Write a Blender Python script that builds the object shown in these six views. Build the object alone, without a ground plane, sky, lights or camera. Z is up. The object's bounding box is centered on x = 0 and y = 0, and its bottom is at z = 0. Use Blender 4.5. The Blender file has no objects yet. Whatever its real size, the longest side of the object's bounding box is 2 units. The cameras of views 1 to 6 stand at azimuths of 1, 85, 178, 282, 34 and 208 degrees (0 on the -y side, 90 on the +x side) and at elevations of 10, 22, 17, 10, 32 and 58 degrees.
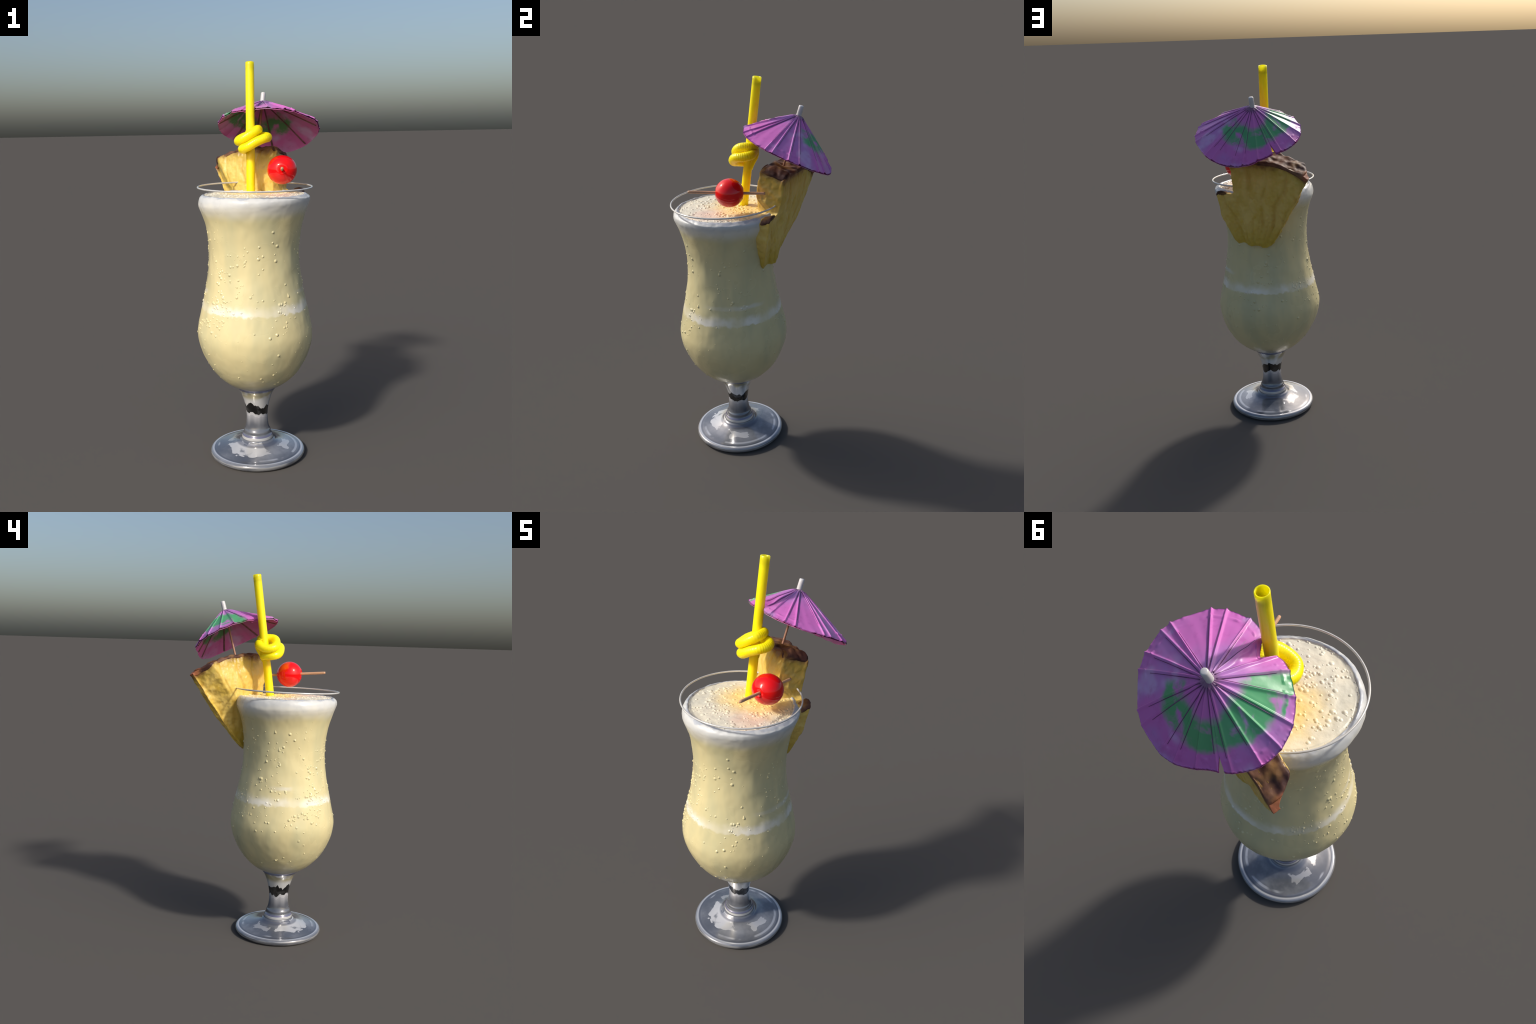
import bpy, math, random
import numpy as np
from mathutils import Matrix, Vector, noise as mnoise

rng = np.random.default_rng(7)
TAU = 2 * math.pi


# ------------------------------------------------------------------ helpers
def link(o, parent=None):
    bpy.context.scene.collection.objects.link(o)
    if parent is not None:
        o.parent = parent
    return o


def mesh_object(name, verts, faces, mat, parent=None, smooth=True, frame=None):
    """verts are world positions; frame (4x4) sets the object's own axes."""
    verts = np.asarray(verts, float)
    M = Matrix.Identity(4) if frame is None else frame
    if frame is not None:
        inv = np.array(M.inverted())
        verts = verts @ inv[:3, :3].T + inv[:3, 3]
    me = bpy.data.meshes.new(name)
    me.from_pydata(verts.tolist(), [], [tuple(int(i) for i in f) for f in faces])
    me.validate()
    me.update()
    if smooth:
        me.polygons.foreach_set("use_smooth", [True] * len(me.polygons))
    me.materials.append(mat)
    o = bpy.data.objects.new(name, me)
    link(o, parent)
    o.matrix_world = M
    return o


def thing(name, label, category, at=(0, 0, 0)):
    o = bpy.data.objects.new(name, None)
    o.empty_display_size = 0.05
    o["label"] = label
    o["category"] = category
    link(o)
    o.location = at
    bpy.context.view_layer.update()
    return o


def adopt(parent, *objs):
    bpy.context.view_layer.update()
    for o in objs:
        m = o.matrix_world.copy()
        o.parent = parent
        o.matrix_parent_inverse = parent.matrix_world.inverted()
        o.matrix_world = m


def interp(x, pts):
    """smooth monotone-ish interpolation (Catmull-Rom in the parameter)"""
    xs = np.array([p[0] for p in pts]); ys = np.array([p[1] for p in pts])
    return np.interp(x, xs, ys)


def catmull(points, per=12, closed=False):
    P = np.asarray(points, float); n = len(P); out = []
    segs = n if closed else n - 1
    for i in range(segs):
        if closed:
            p0, p1, p2, p3 = P[(i - 1) % n], P[i], P[(i + 1) % n], P[(i + 2) % n]
        else:
            p1, p2 = P[i], P[i + 1]
            p0 = P[i - 1] if i else 2 * p1 - p2
            p3 = P[i + 2] if i + 2 < n else 2 * p2 - p1
        for k in range(per):
            t = k / per
            out.append(0.5 * (2 * p1 + (p2 - p0) * t + (2 * p0 - 5 * p1 + 4 * p2 - p3) * t * t
                              + (3 * p1 - p0 - 3 * p2 + p3) * t ** 3))
    if not closed:
        out.append(P[-1])
    return np.array(out)


def grid_faces(rows, cols, wrap=True, base=0):
    f = []
    for i in range(rows - 1):
        for j in range(cols if wrap else cols - 1):
            k = (j + 1) % cols
            f.append((base + i * cols + j, base + i * cols + k, base + (i + 1) * cols + k, base + (i + 1) * cols + j))
    return f


def lathe(profile, centre, seg=160, tweak=None, cap_lo=False, cap_hi=False):
    """profile: (z, r) from bottom to top; centre: function z -> (x, y)"""
    a = np.arange(seg) * TAU / seg
    V = []
    for z, r in profile:
        cx, cy = centre(z)
        V.append(np.stack([cx + r * np.cos(a), cy + r * np.sin(a), np.full(seg, z)], -1))
    V = np.concatenate(V)
    F = grid_faces(len(profile), seg)
    if tweak is not None:
        V = tweak(V)
    if cap_lo:
        c = len(V); V = np.vstack([V, V[:seg].mean(0)])
        F += [(c, (j + 1) % seg, j) for j in range(seg)]
    if cap_hi:
        c = len(V); b = (len(profile) - 1) * seg
        V = np.vstack([V, V[b:b + seg].mean(0)])
        F += [(c, b + j, b + (j + 1) % seg) for j in range(seg)]
    return V, F


def sweep(path, radius, seg=20, closed=False, caps=True, flat=1.0):
    """tube along path with parallel-transported frames; radius may be an array"""
    P = np.asarray(path, float); n = len(P)
    R = np.broadcast_to(np.asarray(radius, float), (n,))
    T = (np.roll(P, -1, 0) - np.roll(P, 1, 0)) if closed else np.gradient(P, axis=0)
    T /= np.linalg.norm(T, axis=1)[:, None]
    u = np.cross(T[0], [0, 0, 1.0] if abs(T[0][2]) < 0.9 else [1.0, 0, 0]); u /= np.linalg.norm(u)
    a = np.arange(seg) * TAU / seg
    V = []
    for i in range(n):
        u = u - T[i] * (u @ T[i]); u /= np.linalg.norm(u)
        w = np.cross(T[i], u)
        V.append(P[i] + R[i] * (np.outer(np.cos(a), u) + flat * np.outer(np.sin(a), w)))
    V = np.concatenate(V)
    F = grid_faces(n, seg)
    if closed:
        b = (n - 1) * seg
        F += [(b + j, b + (j + 1) % seg, (j + 1) % seg, j) for j in range(seg)]
    elif caps:
        F += [tuple(range(seg))[::-1], tuple(range((n - 1) * seg, n * seg))]
    return V, F


def fbm(P, scale, octaves=3, seed=0.0):
    off = Vector((seed * 7.31, seed * 3.17, seed * 11.7))
    return np.array([mnoise.fractal(Vector(p) * scale + off, 1.0, 2.0, octaves) for p in P])


def vertex_normals(o):
    me = o.data
    n = np.empty(len(me.vertices) * 3, np.float32)
    me.vertex_normals.foreach_get("vector", n)
    return n.reshape(-1, 3)


def coords(o):
    c = np.empty(len(o.data.vertices) * 3, np.float32)
    o.data.vertices.foreach_get("co", c)
    return c.reshape(-1, 3).astype(float)


def set_coords(o, c):
    o.data.vertices.foreach_set("co", np.asarray(c, np.float32).ravel())
    o.data.update()


def smoothstep(x, a, b):
    t = np.clip((x - a) / (b - a), 0, 1)
    return t * t * (3 - 2 * t)


# ---------------------------------------------------------------- materials
class Nodes:
    def __init__(self, name):
        self.mat = bpy.data.materials.new(name)
        self.mat.use_nodes = True
        self.t = self.mat.node_tree
        self.bsdf = self.t.nodes["Principled BSDF"]
        self.tc = self.t.nodes.new("ShaderNodeTexCoord")

    def put(self, sock, v):
        if isinstance(v, bpy.types.NodeSocket):
            self.t.links.new(v, sock)
        elif isinstance(v, (tuple, list)) and len(v) == 3 and sock.type == "RGBA":
            sock.default_value = (*v, 1)
        else:
            sock.default_value = v

    def bs(self, **k):
        for n, v in k.items():
            self.put(self.bsdf.inputs[n.replace("_", " ")], v)

    @property
    def obj(self):
        return self.tc.outputs["Object"]

    def xyz(self, vec=None):
        n = self.t.nodes.new("ShaderNodeSeparateXYZ")
        self.put(n.inputs[0], vec or self.obj)
        return n.outputs

    def math(self, op, a, b=0.0, clamp=False):
        n = self.t.nodes.new("ShaderNodeMath"); n.operation = op; n.use_clamp = clamp
        self.put(n.inputs[0], a); self.put(n.inputs[1], b)
        return n.outputs[0]

    def vlen(self, v):
        n = self.t.nodes.new("ShaderNodeVectorMath"); n.operation = "LENGTH"
        self.put(n.inputs[0], v)
        return n.outputs["Value"]

    def dist(self, v, p):
        n = self.t.nodes.new("ShaderNodeVectorMath"); n.operation = "DISTANCE"
        self.put(n.inputs[0], v); n.inputs[1].default_value = p
        return n.outputs["Value"]

    def scaled(self, sc, vec=None, loc=(0, 0, 0)):
        n = self.t.nodes.new("ShaderNodeMapping")
        self.put(n.inputs["Vector"], vec or self.obj)
        n.inputs["Scale"].default_value = sc; n.inputs["Location"].default_value = loc
        return n.outputs[0]

    def noise(self, scale, detail=3.0, vec=None, rough=0.5, distort=0.0):
        n = self.t.nodes.new("ShaderNodeTexNoise")
        self.put(n.inputs["Vector"], vec or self.obj)
        n.inputs["Scale"].default_value = scale; n.inputs["Detail"].default_value = detail
        n.inputs["Roughness"].default_value = rough; n.inputs["Distortion"].default_value = distort
        return n.outputs["Fac"]

    def voronoi(self, scale, vec=None, feature="F1"):
        n = self.t.nodes.new("ShaderNodeTexVoronoi"); n.feature = feature
        self.put(n.inputs["Vector"], vec or self.obj); n.inputs["Scale"].default_value = scale
        return n.outputs["Distance"]

    def step(self, v, a, b):
        """0 at a, 1 at b, smooth (a may exceed b)"""
        n = self.t.nodes.new("ShaderNodeMapRange"); n.interpolation_type = "SMOOTHSTEP"
        lo, hi = (a, b) if a < b else (b, a)
        self.put(n.inputs["Value"], v)
        n.inputs["From Min"].default_value = lo; n.inputs["From Max"].default_value = hi
        n.inputs["To Min"].default_value = 0.0 if a < b else 1.0
        n.inputs["To Max"].default_value = 1.0 if a < b else 0.0
        return n.outputs[0]

    def band(self, v, a, b, c, d):
        return self.math("MULTIPLY", self.step(v, a, b), self.step(v, d, c))

    def mix(self, f, a, b):
        n = self.t.nodes.new("ShaderNodeMix"); n.data_type = "RGBA"
        self.put(n.inputs["Factor"], f); self.put(n.inputs["A"], a) if False else None
        self.put(n.inputs[6], a); self.put(n.inputs[7], b)
        return n.outputs[2]

    def mixf(self, f, a, b):
        n = self.t.nodes.new("ShaderNodeMix"); n.data_type = "FLOAT"
        self.put(n.inputs[0], f); self.put(n.inputs[2], a); self.put(n.inputs[3], b)
        return n.outputs[0]

    def bump(self, h, strength=0.3, distance=0.002):
        n = self.t.nodes.new("ShaderNodeBump")
        n.inputs["Strength"].default_value = strength; n.inputs["Distance"].default_value = distance
        self.put(n.inputs["Height"], h)
        self.put(self.bsdf.inputs["Normal"], n.outputs[0])


FAN = (0.06, -0.14)                       # the fibres fan out from the missing core
GROOVES = (-0.56, -0.40, -0.21, -0.03, 0.15, 0.32)   # angles of the furrows between the fruitlets


CREAM = (0.69, 0.60, 0.325)
CREAM_B = (0.575, 0.53, 0.305)
FOAM = (0.76, 0.74, 0.67)
LIP = (0.56, 0.57, 0.57)


def mat_drink():
    m = Nodes("creamy_drink_in_glass")
    x, y, z = m.xyz()
    n1 = m.noise(5.0, 3.0)
    streak = m.noise(9.0, 3.0, m.scaled((1, 1, 0.25)))
    col = m.mix(m.step(streak, 0.35, 0.7), CREAM, CREAM_B)
    fine = m.noise(60.0, 3.0)
    # foam line round the belly
    wob = m.math("MULTIPLY", m.math("SUBTRACT", m.noise(14.0, 4.0), 0.5), 0.03)
    zz = m.math("ADD", z, wob)
    fleck = m.noise(42.0, 3.0)
    zf = m.math("ADD", zz, m.math("MULTIPLY", m.math("SUBTRACT", fleck, 0.5), 0.03))
    ring = m.band(zf, 0.784, 0.796, 0.804, 0.850)
    ring = m.math("MULTIPLY", ring, m.mixf(m.step(m.noise(6.0, 3.0), 0.35, 0.6), 0.3, 1.0))
    col = m.mix(ring, col, (0.84, 0.80, 0.68))
    # second faint line higher on one side
    ring2 = m.math("MULTIPLY", m.band(zz, 0.868, 0.88, 0.886, 0.9), m.step(m.noise(3.0, 2.0), 0.52, 0.62))
    col = m.mix(m.math("MULTIPLY", ring2, 0.5), col, FOAM)
    # frothy head
    zt = m.math("ADD", z, m.math("MULTIPLY", m.math("SUBTRACT", n1, 0.5), 0.05))
    col = m.mix(m.math("MULTIPLY", m.step(zt, 1.235, 1.305), 0.9), col, FOAM)
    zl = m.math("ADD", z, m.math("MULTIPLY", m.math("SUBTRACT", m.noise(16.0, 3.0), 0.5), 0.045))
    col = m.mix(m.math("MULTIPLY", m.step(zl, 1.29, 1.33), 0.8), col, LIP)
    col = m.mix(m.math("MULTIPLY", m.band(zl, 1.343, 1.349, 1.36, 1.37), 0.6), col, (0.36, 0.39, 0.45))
    # paler grey zone at the very bottom of the bowl
    col = m.mix(m.step(zt, 0.432, 0.385), col, (0.44, 0.42, 0.35))
    m.bs(Base_Color=col, Roughness=m.mixf(m.step(n1, 0.3, 0.7), 0.18, 0.42), Specular_IOR_Level=0.55, IOR=1.45)
    m.bump(m.math("ADD", m.math("MULTIPLY", streak, 1.0), m.math("MULTIPLY", fine, 0.06)), 0.35, 0.007)
    return m.mat


def mat_froth(straw_at, slice_at):
    m = Nodes("froth_surface")
    n1 = m.noise(7.0, 3.0)
    col = m.mix(m.step(n1, 0.35, 0.65), (0.80, 0.73, 0.56), (0.70, 0.66, 0.53))
    wob = m.math("MULTIPLY", m.math("SUBTRACT", m.noise(18.0, 3.0), 0.5), 0.10)
    d1 = m.math("ADD", m.dist(m.obj, straw_at), wob)
    d2 = m.math("ADD", m.dist(m.obj, slice_at), wob)
    bounce_tint = m.math("MAXIMUM", m.step(d1, 0.20, 0.03), m.step(d2, 0.22, 0.05))
    col = m.mix(m.math("MULTIPLY", bounce_tint, 0.8), col, (0.95, 0.66, 0.16))  # yellow light bounced off straw and slice, tinted into the froth
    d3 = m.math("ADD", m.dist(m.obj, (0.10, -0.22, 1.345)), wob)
    col = m.mix(m.math("MULTIPLY", m.step(d3, 0.12, 0.03), 0.3), col, (0.75, 0.32, 0.22))  # red bounce from the cherry baked in as a pink patch
    m.bs(Base_Color=col, Roughness=0.38, Specular_IOR_Level=0.5)
    m.bump(m.noise(120.0, 3.0), 0.35, 0.002)
    return m.mat


def mat_glass(kind):
    m = Nodes("grey_glass_" + kind)
    x, y, z = m.xyz()
    n1 = m.noise(6.0, 4.0, rough=0.6)
    cloud = m.noise(9.0, 4.0, m.scaled((1, 1, 2)), distort=0.8)
    col = m.mix(m.step(n1, 0.3, 0.7), (0.115, 0.125, 0.15), (0.22, 0.23, 0.255))
    if kind == "stem":
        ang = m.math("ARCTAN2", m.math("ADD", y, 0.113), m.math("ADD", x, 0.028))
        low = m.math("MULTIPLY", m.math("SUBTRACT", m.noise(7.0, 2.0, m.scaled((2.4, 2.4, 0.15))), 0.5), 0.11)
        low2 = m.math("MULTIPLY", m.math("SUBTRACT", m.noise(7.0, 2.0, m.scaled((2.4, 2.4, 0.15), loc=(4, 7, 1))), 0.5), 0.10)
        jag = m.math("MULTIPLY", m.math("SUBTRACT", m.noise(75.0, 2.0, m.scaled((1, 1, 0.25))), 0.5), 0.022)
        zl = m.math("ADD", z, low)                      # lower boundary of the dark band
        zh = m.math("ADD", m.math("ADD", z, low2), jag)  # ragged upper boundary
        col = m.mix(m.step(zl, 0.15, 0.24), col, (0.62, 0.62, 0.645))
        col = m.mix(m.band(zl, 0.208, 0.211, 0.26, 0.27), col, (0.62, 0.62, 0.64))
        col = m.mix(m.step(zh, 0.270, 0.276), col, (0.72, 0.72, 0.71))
        dark = m.math("MULTIPLY", m.step(zl, 0.224, 0.226), m.step(zh, 0.279, 0.275))  # refraction in the clear stem drawn as a black band
        refraction_black = m.mix(m.step(m.noise(30.0, 3.0), 0.5, 0.66), (0.008, 0.008, 0.008), (0.05, 0.05, 0.05))
        col = m.mix(dark, col, refraction_black)
        specks = m.math("MULTIPLY", m.step(m.voronoi(95.0), 0.32, 0.26), m.band(z, 0.262, 0.268, 0.288, 0.294))
        col = m.mix(m.math("MULTIPLY", specks, m.step(m.noise(9.0, 1.0), 0.5, 0.56)), col, (0.02, 0.02, 0.02))
        olive = m.math("MULTIPLY", m.step(z, 0.300, 0.332), m.step(m.noise(12.0, 2.0), 0.4, 0.55))
        col = m.mix(m.math("MULTIPLY", olive, 0.8), col, (0.40, 0.34, 0.13))
        col = m.mix(m.step(z, 0.352, 0.358), col, (0.20, 0.21, 0.30))
    else:
        # surroundings reflected in the foot, painted as pale patches on its upper face
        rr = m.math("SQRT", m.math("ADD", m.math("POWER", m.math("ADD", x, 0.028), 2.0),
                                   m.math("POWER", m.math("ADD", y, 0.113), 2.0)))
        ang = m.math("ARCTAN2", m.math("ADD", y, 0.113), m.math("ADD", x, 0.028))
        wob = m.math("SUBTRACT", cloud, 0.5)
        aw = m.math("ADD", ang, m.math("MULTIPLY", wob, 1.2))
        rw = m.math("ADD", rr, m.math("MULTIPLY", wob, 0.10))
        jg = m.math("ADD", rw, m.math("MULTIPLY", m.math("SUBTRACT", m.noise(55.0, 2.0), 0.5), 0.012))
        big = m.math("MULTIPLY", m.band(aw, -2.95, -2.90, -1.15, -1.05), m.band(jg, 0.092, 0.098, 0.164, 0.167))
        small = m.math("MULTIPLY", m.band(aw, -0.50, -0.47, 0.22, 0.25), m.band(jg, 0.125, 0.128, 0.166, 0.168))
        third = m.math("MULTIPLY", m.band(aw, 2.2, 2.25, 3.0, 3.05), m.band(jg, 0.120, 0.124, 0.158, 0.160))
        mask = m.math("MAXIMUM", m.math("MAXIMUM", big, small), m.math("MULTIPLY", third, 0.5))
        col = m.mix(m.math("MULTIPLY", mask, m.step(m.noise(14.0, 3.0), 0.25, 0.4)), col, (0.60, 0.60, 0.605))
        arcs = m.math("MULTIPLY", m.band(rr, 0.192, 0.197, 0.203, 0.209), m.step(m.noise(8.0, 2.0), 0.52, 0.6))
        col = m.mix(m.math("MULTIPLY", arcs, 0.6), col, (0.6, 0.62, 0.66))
        # glints and dark refraction lines coloured onto the bead rings and foot edge
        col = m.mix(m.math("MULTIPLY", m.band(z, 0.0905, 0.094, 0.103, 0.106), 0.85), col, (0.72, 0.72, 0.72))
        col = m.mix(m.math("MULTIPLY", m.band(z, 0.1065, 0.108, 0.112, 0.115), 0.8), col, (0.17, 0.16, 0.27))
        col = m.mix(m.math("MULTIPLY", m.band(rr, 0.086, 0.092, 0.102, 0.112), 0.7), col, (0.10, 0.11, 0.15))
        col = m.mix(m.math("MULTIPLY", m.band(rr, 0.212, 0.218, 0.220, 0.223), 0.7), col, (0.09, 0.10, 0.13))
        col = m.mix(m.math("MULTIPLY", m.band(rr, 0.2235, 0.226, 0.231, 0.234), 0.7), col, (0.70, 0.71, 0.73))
        side = m.noise(10.0, 3.0, m.scaled((1, 1, 14)))
        col = m.mix(m.math("MULTIPLY", m.step(z, 0.031, 0.026), m.step(side, 0.35, 0.65)), col, (0.36, 0.36, 0.36))
        haze = m.math("MULTIPLY", m.band(rr, 0.10, 0.13, 0.15, 0.21), m.step(n1, 0.4, 0.65))
        col = m.mix(m.math("MULTIPLY", haze, 0.35), col, (0.45, 0.46, 0.49))
        col = m.mix(m.math("MULTIPLY", m.band(rr, 0.222, 0.226, 0.236, 0.241), 0.35), col, (0.5, 0.52, 0.56))
    m.bs(Base_Color=col, Metallic=0.35, Roughness=m.mixf(n1, 0.06, 0.24), Specular_IOR_Level=0.8, IOR=1.5)
    m.bsdf.inputs["Coat Weight"].default_value = 0.6
    m.bsdf.inputs["Coat Roughness"].default_value = 0.05
    return m.mat


def mat_plain(name, col, rough=0.4, metal=0.0, spec=0.5, var=0.15, scale=30.0, stretch=(1, 1, 1), coat=0.0, bump=0.0):
    m = Nodes(name)
    n = m.noise(scale, 3.0, m.scaled(stretch))
    dark = tuple(c * (1 - var) for c in col)
    m.bs(Base_Color=m.mix(m.step(n, 0.3, 0.7), dark, col), Roughness=rough, Metallic=metal, Specular_IOR_Level=spec)
    m.bsdf.inputs["Coat Weight"].default_value = coat
    m.bsdf.inputs["Coat Roughness"].default_value = 0.03
    if bump:
        m.bump(n, bump, 0.002)
    return m.mat


def mat_straw():
    m = Nodes("yellow_straw_plastic")
    x, y, z = m.xyz()
    n = m.noise(14.0, 3.0, m.scaled((1, 1, 0.35)), rough=0.6)
    col = m.mix(m.step(n, 0.60, 0.76), (1.0, 0.79, 0.005), (1.0, 0.69, 0.005))
    lower = m.band(z, 1.36, 1.42, 1.5, 1.58)
    dirt = m.math("MULTIPLY", lower, m.step(n, 0.45, 0.65))
    col = m.mix(m.math("MULTIPLY", dirt, 0.4), col, (0.72, 0.34, 0.01))
    m.bs(Base_Color=col, Roughness=0.3, Specular_IOR_Level=0.4)
    m.bsdf.inputs["Subsurface Weight"].default_value = 0.7
    m.bsdf.inputs["Subsurface Radius"].default_value = (0.07, 0.062, 0.002)
    m.bsdf.inputs["Subsurface Scale"].default_value = 0.6
    return m.mat


def mat_cherry():
    m = Nodes("glossy_cherry_skin")
    n = m.noise(12.0, 3.0)
    col = m.mix(m.step(n, 0.35, 0.7), (0.72, 0.003, 0.005), (0.80, 0.006, 0.006))
    patch = m.math("ADD", m.dist(m.obj, (-0.045, 0.03, 0.05)), m.math("MULTIPLY", m.math("SUBTRACT", m.noise(40.0, 3.0), 0.5), 0.05))
    col = m.mix(m.math("MULTIPLY", m.step(patch, 0.05, 0.02), 0.8), col, (0.80, 0.11, 0.008))
    m.bs(Base_Color=col, Roughness=0.10, Specular_IOR_Level=0.35)
    m.bsdf.inputs["Coat Weight"].default_value = 0.3
    m.bsdf.inputs["Coat Roughness"].default_value = 0.02
    return m.mat


def paper(name, under=False):
    """pink paper with a ragged green band; object axes sit on the canopy axis, origin at the apex"""
    m = Nodes(name)
    x, y, z = m.xyz()
    s = m.vlen(m.obj)
    ang = m.math("ARCTAN2", y, x)             # -pi..pi, 0 toward +x
    n_big = m.noise(5.0, 3.0)
    n_rad = m.noise(9.0, 4.0)
    pink, violet = (0.66, 0.17, 0.55), (0.52, 0.24, 0.60)
    if under:
        pink, violet = (0.74, 0.17, 0.48), (0.70, 0.32, 0.62)  # lining colours lightened to reach its brightness under the canopy's shade
    col = m.mix(m.step(n_big, 0.42, 0.68), pink, violet)
    # pale patches painted for the white sheen of the sky, and a violet tint toward the +x side
    pale = m.math("MULTIPLY", m.step(m.noise(7.0, 2.0), 0.52, 0.64), m.step(s, 0.10, 0.14))
    col = m.mix(m.math("MULTIPLY", pale, 0.65), col, (0.66, 0.46, 0.74))
    mott = m.noise(22.0, 4.0, rough=0.65)
    col = m.mix(m.math("MULTIPLY", m.step(mott, 0.5, 0.7), 0.35), col, (0.46, 0.07, 0.36) if not under else (0.50, 0.10, 0.26))
    # green band: ragged sector
    a2 = m.math("ADD", ang, m.math("MULTIPLY", m.step(ang, -1.6, -1.61), TAU))   # -> -1.6..4.68
    w = m.math("MULTIPLY", m.math("SUBTRACT", n_rad, 0.5), 0.16)
    sw = m.math("ADD", s, w)
    radial = m.band(sw, 0.085, 0.125, 0.190, 0.222)
    flare = m.math("MULTIPLY", m.band(sw, 0.11, 0.125, 0.235, 0.25), m.band(a2, 3.05, 3.2, 3.75, 3.9))
    sector = m.band(m.math("ADD", a2, w), 0.05, 0.3, 3.6, 3.8)
    g = m.math("MAXIMUM", m.math("MULTIPLY", radial, sector), flare)
    holes = m.step(m.noise(16.0, 3.0, m.scaled((1, 1, 1), loc=(3, 1, 2)), distort=0.5), 0.72, 0.54)
    g = m.math("MULTIPLY", g, holes)
    green = (0.035, 0.43, 0.12) if not under else (0.05, 0.34, 0.08)
    col = m.mix(m.math("MULTIPLY", g, 0.88), col, green)
    grey = m.step(m.math("ADD", s, m.math("MULTIPLY", m.math("SUBTRACT", n_rad, 0.5), 0.03)), 0.05, 0.02)
    col = m.mix(m.math("MULTIPLY", grey, 0.75), col, (0.14, 0.11, 0.13))
    m.bs(Base_Color=col, Roughness=0.6 if under else m.mixf(n_big, 0.2, 0.45), Specular_IOR_Level=0.3 if under else 0.5)
    m.bump(m.noise(45.0, 3.0), 0.15, 0.002)
    # thin paper lets light through
    tr = m.t.nodes.new("ShaderNodeBsdfTranslucent"); m.put(tr.inputs["Color"], col)
    mx = m.t.nodes.new("ShaderNodeMixShader"); mx.inputs[0].default_value = 0.12
    m.t.links.new(m.bsdf.outputs[0], mx.inputs[1]); m.t.links.new(tr.outputs[0], mx.inputs[2])
    m.t.links.new(mx.outputs[0], m.t.nodes["Material Output"].inputs["Surface"])
    return m.mat


def mat_flesh():
    """object axes are the slice's own: x across, y up along the slice, z through its thickness"""
    m = Nodes("pineapple_flesh")
    x, y, z = m.xyz()
    n = m.noise(10.0, 4.0, m.scaled((1.3, 0.8, 1)))
    n2 = m.noise(28.0, 3.0)
    col = m.mix(m.step(n, 0.35, 0.68), (0.75, 0.54, 0.15), (0.67, 0.46, 0.085))
    col = m.mix(m.math("MULTIPLY", m.step(n2, 0.55, 0.72), 0.5), col, (0.66, 0.40, 0.03))
    fx, fy = m.math("SUBTRACT", x, FAN[0]), m.math("SUBTRACT", y, FAN[1])
    fang = m.math("ARCTAN2", fx, fy)
    fr = m.math("SQRT", m.math("ADD", m.math("MULTIPLY", fx, fx), m.math("MULTIPLY", fy, fy)))
    fang = m.math("ADD", fang, m.math("MULTIPLY", m.math("SINE", m.math("MULTIPLY", fr, 26.0)), 0.022))
    fang = m.math("ADD", fang, m.math("MULTIPLY", m.math("SUBTRACT", m.noise(30.0, 2.0), 0.5), 0.05))
    g = None
    for k in GROOVES:
        one = m.band(fang, k - 0.050, k - 0.008, k + 0.008, k + 0.050)
        g = one if g is None else m.math("MAXIMUM", g, one)
    g = m.math("MULTIPLY", g, m.step(m.noise(8.0, 1.0, m.scaled((1, 1, 1), loc=(2, 5, 1))), 0.46, 0.62))
    col = m.mix(m.math("MULTIPLY", g, 0.4), col, (0.50, 0.27, 0.015))
    # core end is deeper yellow
    col = m.mix(m.math("MULTIPLY", m.step(m.math("ADD", y, m.math("MULTIPLY", n, 0.1)), 0.22, 0.06), 0.7), col, (0.52, 0.36, 0.02))
    # browner and greener toward the rind
    arc = m.math("ADD", y, m.math("MULTIPLY", m.math("SUBTRACT", n2, 0.5), 0.05))
    arc = m.math("SUBTRACT", arc, m.math("MULTIPLY", m.step(x, -0.17, -0.32), -0.085))
    col = m.mix(m.math("MULTIPLY", m.step(arc, 0.40, 0.47), 0.55), col, (0.46, 0.34, 0.05))
    col = m.mix(m.math("MULTIPLY", m.step(arc, 0.455, 0.492), 0.85), col, (0.20, 0.09, 0.03))
    m.bs(Base_Color=col, Roughness=0.42, Specular_IOR_Level=0.45)
    m.bsdf.inputs["Subsurface Weight"].default_value = 0.15
    m.bsdf.inputs["Subsurface Radius"].default_value = (0.04, 0.025, 0.006)
    m.bsdf.inputs["Subsurface Scale"].default_value = 0.4
    m.bump(m.math("ADD", m.noise(70.0, 3.0), m.math("MULTIPLY", m.voronoi(45.0, m.scaled((1, 0.7, 1))), 1.2)), 0.45, 0.004)
    return m.mat


def mat_rind():
    m = Nodes("pineapple_rind")
    n = m.noise(12.0, 4.0)
    col = m.mix(m.step(n, 0.36, 0.60), (0.055, 0.022, 0.018), (0.18, 0.085, 0.05))
    col = m.mix(m.math("MULTIPLY", m.step(m.noise(9.0, 3.0), 0.48, 0.66), 0.75), col, (0.36, 0.19, 0.055))
    x, y, z = m.xyz()
    tip = m.step(x, -0.270, -0.290)
    col = m.mix(m.math("MULTIPLY", tip, 0.9), col, (0.34, 0.11, 0.05))
    m.bs(Base_Color=col, Roughness=0.6, Specular_IOR_Level=0.3)
    m.bump(m.noise(80.0, 3.0), 0.3, 0.003)
    return m.mat


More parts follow.
